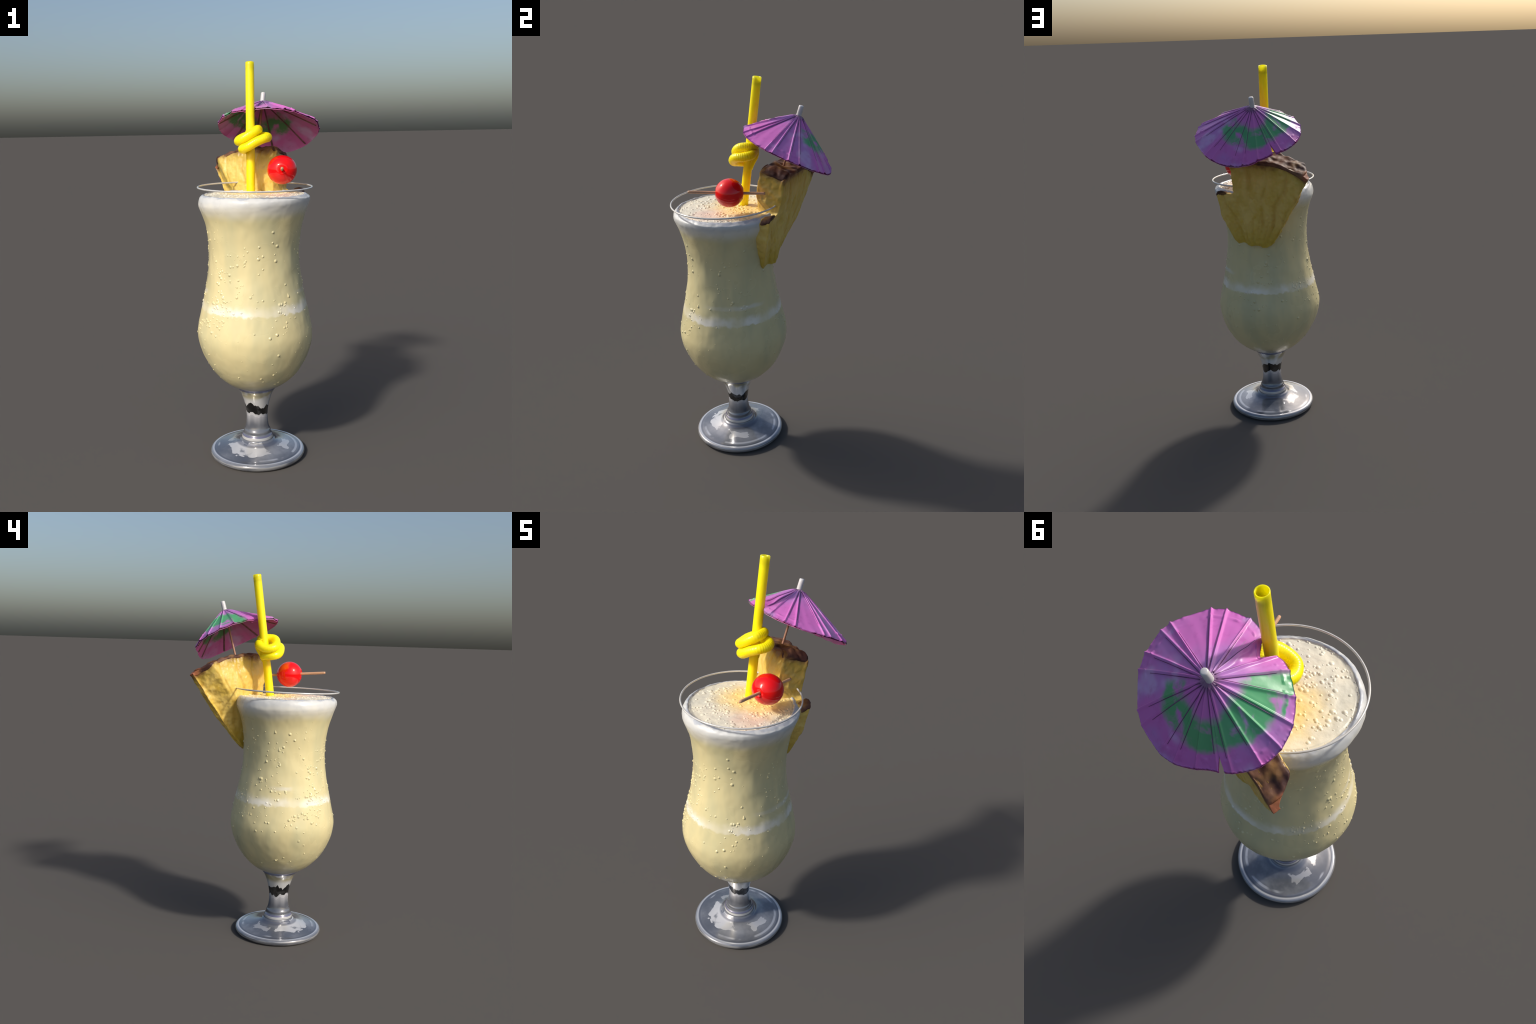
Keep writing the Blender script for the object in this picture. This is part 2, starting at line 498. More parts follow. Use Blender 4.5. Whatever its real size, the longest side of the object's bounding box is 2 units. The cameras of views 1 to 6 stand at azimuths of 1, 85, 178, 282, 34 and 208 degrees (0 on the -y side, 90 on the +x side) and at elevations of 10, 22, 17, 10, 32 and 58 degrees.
# ============================================================ COCKTAIL GLASS
def centre(z):
    return (interp(z, [(0, -0.028), (0.34, -0.028), (0.45, -0.025), (0.66, -0.031), (1.1, -0.0295), (1.35, -0.023)]),
            interp(z, [(0, -0.113), (0.34, -0.113), (0.45, -0.115), (0.66, -0.1175), (1.1, -0.1155), (1.35, -0.118)]))


def lip_tilt(V):
    """the widest line of the lip runs slightly askew; its crest stays level"""
    k = smoothstep(V[:, 2], 1.12, 1.305) * (1 - smoothstep(V[:, 2], 1.318, 1.350))
    V = V.copy()
    V[:, 2] += k * (0.045 * (V[:, 0] + 0.024) - 0.015 * (V[:, 1] + 0.118))
    return V


glass = thing("cocktail_glass", "hurricane glass of creamy frothy cocktail with condensation", "cocktail", (-0.028, -0.113, 0))

bowl_pts = [(0.368, 0.1010), (0.371, 0.1075), (0.378, 0.1235), (0.392, 0.146), (0.415, 0.175), (0.445, 0.205),
            (0.475, 0.2275), (0.51, 0.248), (0.55, 0.2660), (0.59, 0.280), (0.63, 0.2880), (0.665, 0.2895),
            (0.70, 0.2850), (0.74, 0.2770), (0.785, 0.2670), (0.835, 0.2555), (0.89, 0.2435), (0.95, 0.2335),
            (1.00, 0.2280), (1.05, 0.2255), (1.10, 0.2260), (1.15, 0.2312), (1.20, 0.2395), (1.24, 0.2500),
            (1.27, 0.2605), (1.295, 0.2705), (1.313, 0.2755), (1.330, 0.2740), (1.343, 0.2670), (1.350, 0.2590),
            (1.3530, 0.2530), (1.3520, 0.2480), (1.3460, 0.2440)]
bp = np.array([(r, 0, z) for z, r in bowl_pts])
bc = catmull(bp, 6)
profile = [(p[2], p[0]) for p in bc]
V, F = lathe(profile, centre, 288, lip_tilt)
m_drink = mat_drink()
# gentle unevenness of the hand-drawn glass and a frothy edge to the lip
ax = np.stack([V[:, 0] - np.interp(V[:, 2], [0, 1.4], [-.03, -.03]), V[:, 1] + 0.117, 0 * V[:, 2]], -1)
ax /= np.linalg.norm(ax, axis=1)[:, None]
V = V + ax * (0.0020 * fbm(V * np.array([1, 1, 0.6]), 7.0, 2, 1.0) + 0.0016 * fbm(V * np.array([1, 1, 0.7]), 19.0, 2, 12.0) * smoothstep(V[:, 2], 0.40, 0.46))[:, None]
lipk = smoothstep(V[:, 2], 1.27, 1.33)
V[:, 2] += lipk * 0.0025 * fbm(V, 38.0, 2, 2.0)
bowl = mesh_object("bowl", V, F, m_drink)

# froth surface inside the lip
FROTH = 1.3535
nr, ns = 70, 200
a = np.arange(ns) * TAU / ns
rad = 0.2480 * np.linspace(0, 1, nr)[1:] ** 0.85
cx, cy = centre(1.35)
SV = [np.array([[cx, cy, FROTH]])]
for r in rad:
    z = FROTH - 0.0025 * smoothstep(r, 0.15, 0.235) - 0.0035 * (smoothstep(r, 0.236, 0.242) - smoothstep(r, 0.242, 0.2480))
    SV.append(np.stack([cx + r * np.cos(a), cy + r * np.sin(a), np.full(ns, z)], -1))
SV = np.concatenate(SV)
SF = [(0, 1 + j, 1 + (j + 1) % ns) for j in range(ns)] + [tuple(i + 1 for i in f[::-1]) for f in grid_faces(nr - 1, ns)]
SV[:, 2] += 0.0024 * fbm(SV, 24.0, 3, 3.0)
m_froth = mat_froth((-0.038, -0.06, 1.353), (0.06, -0.02, 1.353))
froth = mesh_object("froth_surface", SV, SF, m_froth)

# stem
stem_pts = [(0.112, 0.0735), (0.118, 0.0700), (0.126, 0.0692), (0.134, 0.0670), (0.142, 0.0625), (0.160, 0.0580),
            (0.185, 0.0552), (0.210, 0.0545), (0.235, 0.0560), (0.260, 0.0600), (0.285, 0.0658), (0.310, 0.0738),
            (0.332, 0.0825), (0.348, 0.0910), (0.3580, 0.0980), (0.3630, 0.1015), (0.3660, 0.1015), (0.3680, 0.1010)]
sc = catmull(np.array([(r, 0, z) for z, r in stem_pts]), 4)
V, F = lathe([(p[2], p[0]) for p in sc], centre, 128)
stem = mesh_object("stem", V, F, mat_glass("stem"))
# foot
foot_pts = [(0.000, 0.150), (0.000, 0.222), (0.003, 0.234), (0.010, 0.2420), (0.019, 0.2445), (0.028, 0.2420),
            (0.0335, 0.2350), (0.0345, 0.2270), (0.0340, 0.2220), (0.0370, 0.2050), (0.0430, 0.1750), (0.0510, 0.1430),
            (0.0610, 0.1160), (0.0720, 0.0980), (0.0800, 0.0900), (0.0840, 0.0845), (0.0880, 0.0815), (0.0950, 0.0800), (0.1030, 0.0790),
            (0.1085, 0.0765), (0.112, 0.0735)]
fc = catmull(np.array([(r, 0, z) for z, r in foot_pts]), 5)
V, F = lathe([(max(p[2], 0.0) + 0.0025 * float(smoothstep(0.235 - p[0], 0, 0.03) * smoothstep(p[0], 0.085, 0.13)), p[0]) if p[2] > 0.03 else (max(p[2], 0.0), p[0]) for p in fc], centre, 192, cap_lo=True)
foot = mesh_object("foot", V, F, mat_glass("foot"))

# thin bright rim standing above the drink
t = np.arange(240) * TAU / 240
ring = np.stack([-0.0190 + 0.2808 * np.cos(t), -0.1211 + 0.2808 * np.sin(t), np.zeros_like(t)], -1)
ring[:, 2] = 1.3890 - 0.0102 * ring[:, 0] + 0.0166 * ring[:, 1]
V, F = sweep(ring, 0.0043, 14, closed=True)
rim = mesh_object("rim", V, F, mat_plain("bright_rim_glass", (0.66, 0.64, 0.60), 0.18, 0.15, 0.7, 0.12, 20.0, coat=0.4))


# condensation: flattened beads pressed on the bowl, and runs on the shaded back
def bead(n_lon=12):
    """a drop with a soft foot, so that it grows out of the surface"""
    rings = (1.25, 1.0, 0.80, 0.62, 0.44, 0.26, 0.12)
    v = []
    for q in rings:
        h = max(0.0, 1 - (q / 1.25) ** 2) ** 1.6
        v += [(q * math.cos(TAU * j / n_lon), q * math.sin(TAU * j / n_lon), h) for j in range(n_lon)]
    v.append((0, 0, 1))
    n = len(rings)
    f = grid_faces(n, n_lon)
    b = (n - 1) * n_lon
    f += [(b + j, b + (j + 1) % n_lon, n * n_lon) for j in range(n_lon)]
    return np.array(v), f


BV, BF = bead()


def scatter(items):
    Vs, Fs, k = [], [], 0
    for p, n, r, h, stretch in items:
        n = n / np.linalg.norm(n)
        up = np.array([0, 0, 1.0]) if abs(n[2]) < 0.9 else np.array([1.0, 0.3, 0])
        tx = np.cross(up, n); tx /= np.linalg.norm(tx); ty = np.cross(n, tx)
        b = BV.copy()
        # a run is pulled down into a narrow tail above the drop
        sx = np.ones(len(b)) if stretch <= 1 else np.where(b[:, 1] > 0, 1 - 0.65 * np.clip(b[:, 1], 0, 1.25), 1)
        sy = np.where(b[:, 1] > 0, stretch, 1.0)
        Vs.append(p - n * 0.0012 + r * (np.outer(b[:, 0] * sx, tx) + np.outer(b[:, 1] * sy, ty)) + np.outer(b[:, 2] * h * (1 if stretch <= 1 else 1) * sx, n))
        Fs += [tuple(i + k for i in f) for f in BF]
        k += len(b)
    return np.concatenate(Vs), Fs


def wall(phi, z):
    r = np.interp(z, [p[0] for p in profile[:170]], [p[1] for p in profile[:170]])
    r2 = np.interp(z + 0.004, [p[0] for p in profile[:170]], [p[1] for p in profile[:170]])
    cx, cy = centre(z)
    n = np.array([math.cos(phi), math.sin(phi), -(r2 - r) / 0.004])
    return np.array([cx + r * math.cos(phi), cy + r * math.sin(phi), z]), n / np.linalg.norm(n)


items, spots = [], []
while len(items) < 480:
    if items and rng.random() < 0.28:                 # drops gather round earlier ones and run together
        phi, z = spots[rng.integers(len(spots))]
        phi += rng.normal(0, 0.13); z += rng.normal(0, 0.032)
    else:
        phi = rng.uniform(0, TAU)
        z = rng.choice([rng.uniform(0.42, 1.2), rng.normal(0.88, 0.17)])
    if not 0.42 < z < 1.23:
        continue
    facing = math.cos(phi - math.radians(-115))       # wettest at the front left
    if rng.random() > 0.25 + 0.45 * (facing + 1) / 2 + (0.25 if z > 0.7 else -0.05):
        continue
    if mnoise.noise(Vector((math.cos(phi) * 2.2, math.sin(phi) * 2.2, z * 6))) < -0.12 and rng.random() < 0.8:
        continue
    spots.append((phi, z))
    r = 0.0034 + 0.0052 * rng.random() ** 1.9
    p, n = wall(phi, z)
    items.append((p, n, r, 0.001 + r * rng.uniform(0.40, 0.62), 1.0 if rng.random() < 0.85 else rng.uniform(1.6, 3.2)))
for _ in range(26):                                    # runs on the back
    phi = math.radians(rng.uniform(20, 150)); z = rng.uniform(0.60, 0.98)
    p, n = wall(phi, z)
    r = rng.uniform(0.004, 0.0065)
    items.append((p, n, r, r * 0.45, rng.uniform(2.0, 5.0)))
V, F = scatter(items)
drops = mesh_object("condensation_droplet", V, F, m_drink)
drops["kind"] = "stuff"

items = []
while len(items) < 330:
    q = rng.uniform(-0.24, 0.24, 2)
    rr = np.hypot(*q)
    if rr > 0.232:
        continue
    if mnoise.noise(Vector((q[0] * 9, q[1] * 9, 4.0))) < -0.15 and rng.random() < 0.8:
        continue
    r = 0.0046 + 0.0062 * rng.random() ** 1.6
    p = np.array([cx + q[0], cy + q[1], FROTH - 0.0025 * float(smoothstep(rr, 0.15, 0.235))])
    items.append((p, np.array([0, 0, 1.0]), r, 0.001 + r * rng.uniform(0.35, 0.55), 1.0))
for k in range(70):                                    # a broken chain of bubbles under the lip
    phi = rng.uniform(0, TAU); r0 = rng.uniform(0.236, 0.246)
    p = np.array([cx + r0 * math.cos(phi), cy + r0 * math.sin(phi), FROTH - 0.0035])
    r = rng.uniform(0.0025, 0.0055)
    items.append((p, np.array([0, 0, 1.0]), r, r * 0.7, 1.0))
V, F = scatter(items)
bub = mesh_object("froth_bubble", V, F, m_froth)
bub["kind"] = "stuff"
adopt(glass, bowl, froth, stem, foot, rim, drops, bub)


# ============================================================ STRAW
straw = thing("drinking_straw", "bright yellow plastic straw tied in a looped knot", "drinking straw", (-0.041, -0.035, 1.30))
m_straw = mat_straw()
top = np.array([-0.036, 0.0655, 1.9985]); low = np.array([-0.0405, -0.0345, 1.310])
RS = 0.0222
pts = [top + (low - top) * k for k in np.linspace(0, 1, 60)]
# hollow tube: outside, rounded lip, inside
path = np.array(pts)
V1, F1 = sweep(path, RS, 32, caps=False)
inner = path[:4].copy(); inner[0] = path[0] + (path[0] - path[1]) * 0.02
V2, F2 = sweep(inner, RS * 0.80, 32, caps=False)
n1 = len(V1)
F2 = [tuple(n1 + i for i in f[::-1]) for f in F2]
lipV = (V1[:32] + V2[:32]) / 2 + (top - low) / np.linalg.norm(top - low) * 0.0014
n2 = n1 + len(V2)
FL = []
for j in range(32):
    k = (j + 1) % 32
    FL += [(j, n2 + j, n2 + k, k), (n2 + j, n1 + j, n1 + k, n2 + k)]
FL.append(tuple(n1 + 3 * 32 + j for j in range(32)))
tube = mesh_object("straw_tube", np.vstack([V1, V2, lipV]), F1 + F2 + FL, m_straw)

knot_pts = [(-0.050, 0.022, 1.640), (-0.020, 0.036, 1.660), (0.000, 0.012, 1.664), (-0.006, -0.026, 1.661), (-0.040, -0.044, 1.640),
            (-0.082, -0.040, 1.616), (-0.098, -0.012, 1.608), (-0.090, 0.024, 1.618), (-0.056, 0.040, 1.632), (-0.010, 0.030, 1.633),
            (0.034, 0.014, 1.629), (0.048, -0.016, 1.625), (0.030, -0.050, 1.620), (-0.010, -0.062, 1.604), (-0.050, -0.060, 1.582),
            (-0.076, -0.038, 1.572), (-0.074, -0.006, 1.568), (-0.054, 0.012, 1.566), (-0.040, 0.004, 1.562)]
knot_pts = [(x, y - 0.009 * float(smoothstep(-y, 0.0, 0.03)), z) for x, y, z in knot_pts]
kp = catmull(knot_pts, 14)
d = np.concatenate([[0], np.cumsum(np.linalg.norm(np.diff(kp, axis=0), axis=1))])
u_ = np.linspace(0, d[-1], int(d[-1] / 0.0014))
kp = np.stack([np.interp(u_, d, kp[:, i]) for i in range(3)], -1)
corr = 0.00048 * np.sin(u_ * TAU / 0.0085) * (0.35 + 0.65 * smoothstep(kp[:, 0] + kp[:, 1], -0.08, -0.01))
V, F = sweep(kp, 0.0228 + corr, 24)
knot = mesh_object("straw_knot", V, F, m_straw)
bend = catmull([(-0.085, 0.030, 1.622), (-0.062, 0.041, 1.628), (-0.046, 0.036, 1.606), (-0.040, 0.016, 1.572), (-0.039, 0.004, 1.545)], 10)
V, F = sweep(bend, 0.0222, 24)
bent = mesh_object("straw_bend", V, F, m_straw)
adopt(straw, tube, knot, bent)


# ============================================================ CHERRY ON A PICK
pick0 = np.array([0.111, -0.309, 1.4835]); ch = np.array([0.116, -0.106, 1.4670])
pd = np.array([0.120, 0.070, 1.4535])
pdir = (pd - pick0) / np.linalg.norm(pd - pick0)
cherry_pick = thing("cherry_pick", "glossy red cherry speared on a thin wooden pick", "cocktail garnish", tuple(ch))
m_wood = mat_plain("pale_wood", (0.66, 0.37, 0.21), 0.55, var=0.35, scale=60.0, stretch=(1, 0.08, 1), bump=0.2)
path = np.array([pick0 + (pd - pick0) * k for k in np.linspace(0, 1, 40)])
rr = np.full(40, 0.0072); rr[0] *= 0.82; 
V, F = sweep(path, rr, 14)
pick = mesh_object("toothpick", V, F, m_wood)
nl, nm = 60, 80
CV = []
zax = pdir; xa = np.cross(zax, [0, 0, 1.0]); xa /= np.linalg.norm(xa); ya = np.cross(xa, zax)
for i in range(nl + 1):
    ph = math.pi * i / nl
    for j in range(nm):
        th = TAU * j / nm
        R = 0.0715 - 0.012 * math.exp(-(ph / 0.20) ** 2) - 0.012 * math.exp(-((math.pi - ph) / 0.20) ** 2)
        R += 0.0012 * math.exp(-((ph - 0.34) / 0.10) ** 2) * (1 + math.sin(2 * th)) + 0.0012 * math.exp(-((math.pi - ph - 0.34) / 0.10) ** 2)
        dirv = -math.cos(ph) * zax + math.sin(ph) * (math.cos(th) * xa * 1.03 + math.sin(th) * ya)
        # a shallow suture runs along the lower side
        dth = (th - math.radians(292) + math.pi) % TAU - math.pi
        R -= 0.0012 * math.exp(-(dth / 0.05) ** 2) * smoothstep(math.sin(ph), 0.1, 0.6)
        CV.append(ch + R * dirv)
V = np.array(CV); F = [f[::-1] for f in grid_faces(nl + 1, nm)]
fr = Matrix.Translation(Vector(ch))
cherry = mesh_object("cherry", V, F, mat_cherry(), frame=fr)
adopt(cherry_pick, cherry, pick)


# ============================================================ PAPER UMBRELLA
apex = np.array([0.028, 0.262, 1.817])
umb = thing("paper_umbrella", "pink paper cocktail parasol with ragged green band", "cocktail umbrella", (-0.005, 0.178, 1.55))
fa = np.array([0.1364, 0.0145, 1.0]); fa /= np.linalg.norm(fa)
f1 = np.cross([0, 1.0, 0], fa); f1 /= np.linalg.norm(f1); f2 = np.cross(fa, f1)
R_h = ((0.0430, -0.0656, 0.0006, 0.1055), (0.0268, -0.0197, 0.0073, 0.0151), (-0.0054, -0.0030, -0.0009, 0.0112))


def wrapd(a):
    return (a + math.pi) % TAU - math.pi


def rim_point(t):
    R, h = 0.2304, 0.1541
    for k, (rc, rs, hc, hs) in enumerate(R_h, 1):
        R = R + rc * np.cos(k * t) + rs * np.sin(k * t)
        h = h + hc * np.cos(k * t) + hs * np.sin(k * t)
    return R, h


rib_deg = [12, 21, 43, 58, 84, 113, 129, 155, 173, 190, 208, 228, 243, 262, 276, 292, 301, 324, 330, 343, 352]
rib_s = np.radians(np.sort(rib_deg))


def canopy_point(t, s, layer):
    """t: angle round the axis, s: 0 apex .. 1 hem"""
    R, h = rim_point(t)
    # flat paper panels stretched between the ribs: the hem runs in chords
    m = np.mod(t, TAU)
    k = np.searchsorted(rib_s, m)
    lo = np.where(k > 0, rib_s[k - 1], rib_s[-1] - TAU)
    hi = np.where(k < len(rib_s), rib_s[np.minimum(k, len(rib_s) - 1)], rib_s[0] + TAU)
    half, off = (hi - lo) / 2, m - (hi + lo) / 2
    chord = np.cos(half) / np.cos(off)
    sag = np.clip(1 - (off / half) ** 2, 0, 1) * np.minimum(half / 0.2, 1)
    gaps = half - np.abs(off)
    R = R * 1.012 * (1 + (chord - 1) * s)
    ridge = np.exp(-(gaps * R * np.maximum(s, 0.05) / 0.0042) ** 2)
    # crushed notch on the side of the straw
    dent = np.exp(-(wrapd(t - math.radians(253)) / 0.16) ** 2)
    R = R * (1 - 0.23 * dent * s ** 2)
    nz = np.array([mnoise.noise(Vector((math.cos(q) * 5, math.sin(q) * 5, 1.0))) for q in t])
    rag = np.array([mnoise.noise(Vector((math.cos(q) * 24, math.sin(q) * 24, 8.0))) for q in t])
    r = R * s * (1 + (0.008 * rag * (0.4 + np.abs(nz)) + 0.007 * ridge) * smoothstep(s, 0.93, 1.0))
    hh = h * (s - 0.02 * np.sin(math.pi * s))            # slight outward belly
    hh = hh + 0.004 * sag * s - 0.001 * s
    hh = hh - 0.007 * np.exp(-(wrapd(t - math.radians(275)) / 0.5) ** 2) * s ** 1.5   # front edge lifts
    if layer == "top":
        hh = hh - 0.0058 * ridge * np.minimum(s * 6, 1) * np.minimum((1.06 - s) * 10, 1)
        # crinkled hem: a low welt inside the edge, knotted here and there
        wn = np.array([mnoise.noise(Vector((math.cos(q) * 13, math.sin(q) * 13, 3.0))) for q in t])
        welt = np.exp(-((s - 0.885 - 0.035 * nz) / 0.011) ** 2) * np.clip(0.5 * nz + wn + 0.25, 0, 1)
        hh = hh - 0.007 * welt
        nz2 = np.array([mnoise.noise(Vector((math.cos(q) * 7, math.sin(q) * 7, k_ * 5))) for q, k_ in zip(t, s)])
        hh = hh + (0.0022 + 0.012 * dent) * nz2 * s
        hh = hh + 0.012 * dent * s ** 2
        hh = hh + 0.004 * rag * smoothstep(s, 0.94, 1.0)
    else:
        hh = hh + 0.0035 + 0.003 * s + 0.012 * dent * s ** 2
        r = r * 0.990
    return apex - np.outer(hh, fa) + np.outer(r * np.cos(t), f1) + np.outer(r * np.sin(t), f2)


def build_sheet(layer, nt, nsr, thick):
    cut = math.radians(117.5)
    T = cut + np.linspace(0, TAU, nt)                     # open seam: first and last columns part at the hem
    S = np.linspace(0.03, 1.0, nsr)
    tt = np.tile(T, nsr); ss = np.repeat(S, nt)
    # V-shaped nick where the paper overlaps
    side = np.where(np.tile(np.arange(nt), nsr) < nt / 2, 1.0, -1.0)
    near = np.exp(-(wrapd(tt - cut) / 0.10) ** 2)
    tt2 = tt + side * near * 0.055 * smoothstep(ss, 0.80, 1.0)
    P = canopy_point(tt2, ss, layer)
    if layer == "top":                                    # one edge laps over the other
        P = P + np.outer(np.where(side > 0, 0.002, -0.001) * near, fa)
    Q = P - fa * thick
    n = len(P)
    F = [f[::-1] for f in grid_faces(nsr, nt, wrap=False)]
    F = F + [tuple(n + i for i in f[::-1]) for f in F]
    hem = (nsr - 1) * nt
    for j in range(nt - 1):
        F.append((hem + j, hem + j + 1, n + hem + j + 1, n + hem + j))
        F.append((j + 1, j, n + j, n + j + 1))
    for i in range(nsr - 1):
        for e in (0, nt - 1):
            q = (i * nt + e, (i + 1) * nt + e, n + (i + 1) * nt + e, n + i * nt + e)
            F.append(q if e == 0 else q[::-1])
    return np.vstack([P, Q]), F


oz = np.array([0.12, 0.40, 1.0]); oz /= np.linalg.norm(oz)
ox = np.cross([0, 1.0, 0], oz); ox /= np.linalg.norm(ox); oy = np.cross(oz, ox)
ufr = Matrix.Identity(4)
for i in range(3):
    ufr[i][0], ufr[i][1], ufr[i][2], ufr[i][3] = ox[i], oy[i], oz[i], apex[i]
V, F = build_sheet("top", 1100, 56, 0.0022)
canopy = mesh_object("canopy", V, F, paper("parasol_paper"), frame=ufr)
V, F = build_sheet("under", 360, 24, 0.0022)
lining = mesh_object("canopy_lining", V, F, paper("parasol_paper_underside", True), frame=ufr)
m_rib = mat_plain("rib_wood", (0.26, 0.11, 0.11), 0.6, var=0.4, scale=40.0)
ribs = []
for k, tdeg in enumerate([12, 58, 100, 142, 190, 228, 270, 301, 335]):
    t = np.full(14, math.radians(tdeg)); s = np.linspace(0.08, 0.97, 14)
    P = canopy_point(t, s, "under") - fa * 0.0030
    V, F = sweep(P, np.linspace(0.0036, 0.0060, 14), 8, flat=0.8)
    ribs.append(mesh_object("rib", V, F, m_rib))
# thin dark strips modelled for the shadow line beside some of the ribs
CVs, CFs, base = [], [], 0
for k, tdeg in enumerate(rib_deg):
    if rng.random() < 0.2:
        continue
    off = rng.choice([-1, 1]) * 0.0048
    ss = np.linspace(0.10, rng.uniform(0.74, 0.86), 26)
    R0 = rim_point(np.array([math.radians(tdeg)]))[0][0]
    tt = math.radians(tdeg) + off / np.maximum(R0 * ss, 0.02)
    P = canopy_point(tt, ss, "top") + fa * 0.0006
    V, F = sweep(P, np.full(26, 0.0017) * np.linspace(1.0, 0.5, 26), 6)
    CVs.append(V); CFs += [tuple(i + base for i in f) for f in F]; base += len(V)
rib_shadow = mesh_object("rib_shadow_strip", np.vstack(CVs), CFs, mat_plain("rib_shadow_dark_violet", (0.20, 0.05, 0.20), 0.5, var=0.5, scale=25.0))
rib_shadow["kind"] = "stuff"
tip = np.array([0.0312, 0.2715, 1.8595]); foot_p = np.array([-0.008, 0.168, 1.515])
axis = (tip - foot_p) / np.linalg.norm(tip - foot_p)
path = np.array([foot_p + (tip - axis * 0.02 - foot_p) * k for k in np.linspace(0, 1, 20)])
V, F = sweep(path, 0.0056, 12)
pole = mesh_object("pole", V, F, mat_plain("pole_wood", (0.55, 0.28, 0.18), 0.5, var=0.3, scale=60.0, stretch=(1, 1, 0.1)))
cap = np.array([tip - axis * q for q in (0.0, 0.0012, 0.004, 0.02, 0.04, 0.052, 0.058)])
V, F = sweep(cap, np.array([0.0080, 0.0108, 0.0122, 0.0125, 0.0126, 0.0128, 0.0150]), 24)
cap_o = mesh_object("tip_cap", V, F, mat_plain("white_plastic", (0.62, 0.60, 0.59), 0.35, var=0.1, scale=20))
adopt(umb, canopy, lining, rib_shadow, pole, cap_o, *ribs)


# ============================================================ PINEAPPLE SLICE
C0 = np.array([-0.025, 0.119, 1.048])
pn = np.array([0.47, 0.83, -0.29]); pn /= np.linalg.norm(pn)
pu = np.cross(pn, [0, 0, 1.0]); pu /= np.linalg.norm(pu); pu = pu if pu[0] > 0 else -pu
pv = np.cross(pn, pu)
if pv[2] < 0:
    pv = -pv
# right-handed frame (u, v, w) with w = u x v
pw = np.cross(pu, pv)
sgn = 1.0 if pw @ pn > 0 else -1.0
pfr = Matrix.Identity(4)
for i in range(3):
    pfr[i][0], pfr[i][1], pfr[i][2], pfr[i][3] = pu[i], pv[i], pw[i], C0[i]
slice_o = thing("pineapple_slice", "notched pineapple wedge with dark brown rind", "pineapple", tuple(C0))

core = [(0.000, 0.000), (-0.020, 0.010), (-0.040, 0.028), (-0.081, 0.081), (-0.144, 0.176), (-0.183, 0.234), (-0.215, 0.280), (-0.250, 0.343), (-0.284, 0.394)]
arc = [(-0.302, 0.424), (-0.282, 0.438), (-0.256, 0.452), (-0.200, 0.474), (-0.120, 0.494), (-0.030, 0.500), (0.040, 0.502), (0.090, 0.512), (0.122, 0.504), (0.137, 0.486)]
right = [(0.137, 0.465), (0.136, 0.424), (0.139, 0.364), (0.142, 0.322), (0.156, 0.316), (0.200, 0.324), (0.234, 0.321), (0.249, 0.303), (0.246, 0.271),
         (0.240, 0.224), (0.243, 0.200), (0.225, 0.138), (0.186, 0.027), (0.169, 0.011), (0.134, 0.024), (0.095, 0.018), (0.043, 0.022), (0.019, 0.006)]
outline = core + arc + right


def slab(poly, name, voxel, mat, w0=0.0, w1=0.12):
    n = len(poly)
    V = [(a, b, w0) for a, b in poly] + [(a, b, w1) for a, b in poly]
    F = [tuple(range(n)), tuple(range(n, 2 * n))[::-1]] + [(i, n + i, n + (i + 1) % n, (i + 1) % n) for i in range(n)]
    me = bpy.data.meshes.new(name); me.from_pydata(V, [], F); me.update()
    o = link(bpy.data.objects.new(name, me))
    import bmesh
    bm = bmesh.new(); bm.from_mesh(me); bmesh.ops.triangulate(bm, faces=[f for f in bm.faces if len(f.verts) > 4])
    bmesh.ops.recalc_face_normals(bm, faces=bm.faces); bm.to_mesh(me); bm.free()
    md = o.modifiers.new("r", "REMESH"); md.mode = "VOXEL"; md.voxel_size = voxel
    md2 = o.modifiers.new("s", "SMOOTH"); md2.factor = 0.5; md2.iterations = 5
    dg = bpy.context.evaluated_depsgraph_get()
    new = bpy.data.meshes.new_from_object(o.evaluated_get(dg))
    o.modifiers.clear(); o.data = new; bpy.data.meshes.remove(me)
    new.name = name
    new.polygons.foreach_set("use_smooth", [True] * len(new.polygons))
    new.materials.clear(); new.materials.append(mat)
    return o


def edge_dist(u, v):
    """signed distance inside the left cut edge (core -> tip)"""
    a = np.array([0.0, 0.0]); b = np.array([-0.312, 0.432])
    d = (b - a) / np.linalg.norm(b - a)
    return -((u - a[0]) * -d[1] + (v - a[1]) * d[0])


def shape_w(c):
    u, v, w = c[:, 0], c[:, 1], c[:, 2]
    f = 1 - w / 0.12                      # 1 at the outer face, 0 at the face toward the glass
    d = np.abs(edge_dist(u, v))
    d = np.where(edge_dist(u, v) * edge_dist(np.array([0.1]), np.array([0.3]))[0] > 0, d, 0)
    front = -0.028 - 0.086 * smoothstep(d, 0.005, 0.080)
    front = front * (0.60 + 0.40 * smoothstep(v, 0.08, 0.36))
    front -= 0.036 * smoothstep(u, -0.24, 0.02) * smoothstep(v, 0.24, 0.42)
    armk = smoothstep(u, 0.125, 0.150) * (1 - smoothstep(v, 0.335, 0.350))
    front = front * (1 - armk) + armk * (-0.052 + 0.012 * (1 - smoothstep(v, 0.05, 0.25)))
    back = -0.015 * smoothstep(v, 0.36, 0.50) * smoothstep(u, -0.36, -0.22) + 0.012 * np.exp(-((v - 0.22) / 0.13) ** 2) * smoothstep(0.14 - u, 0, 0.1) + 0.012 * smoothstep(u, 0.10, 0.22) * (1 - smoothstep(v, 0.2, 0.32))
    # the outer face swells where it clears the wall of the glass
    back = back + 0.034 * np.exp(-((u - 0.07) / 0.06) ** 2) * (1 - smoothstep(v, 0.02, 0.30))
    c = c.copy()
    c[:, 1] = v - 0.5 * armk * np.abs(front) * (1 - f) * smoothstep(v, 0.20, 0.31)   # its top slopes down to the glass
    c[:, 2] = -(front + (back - front) * f)
    return c


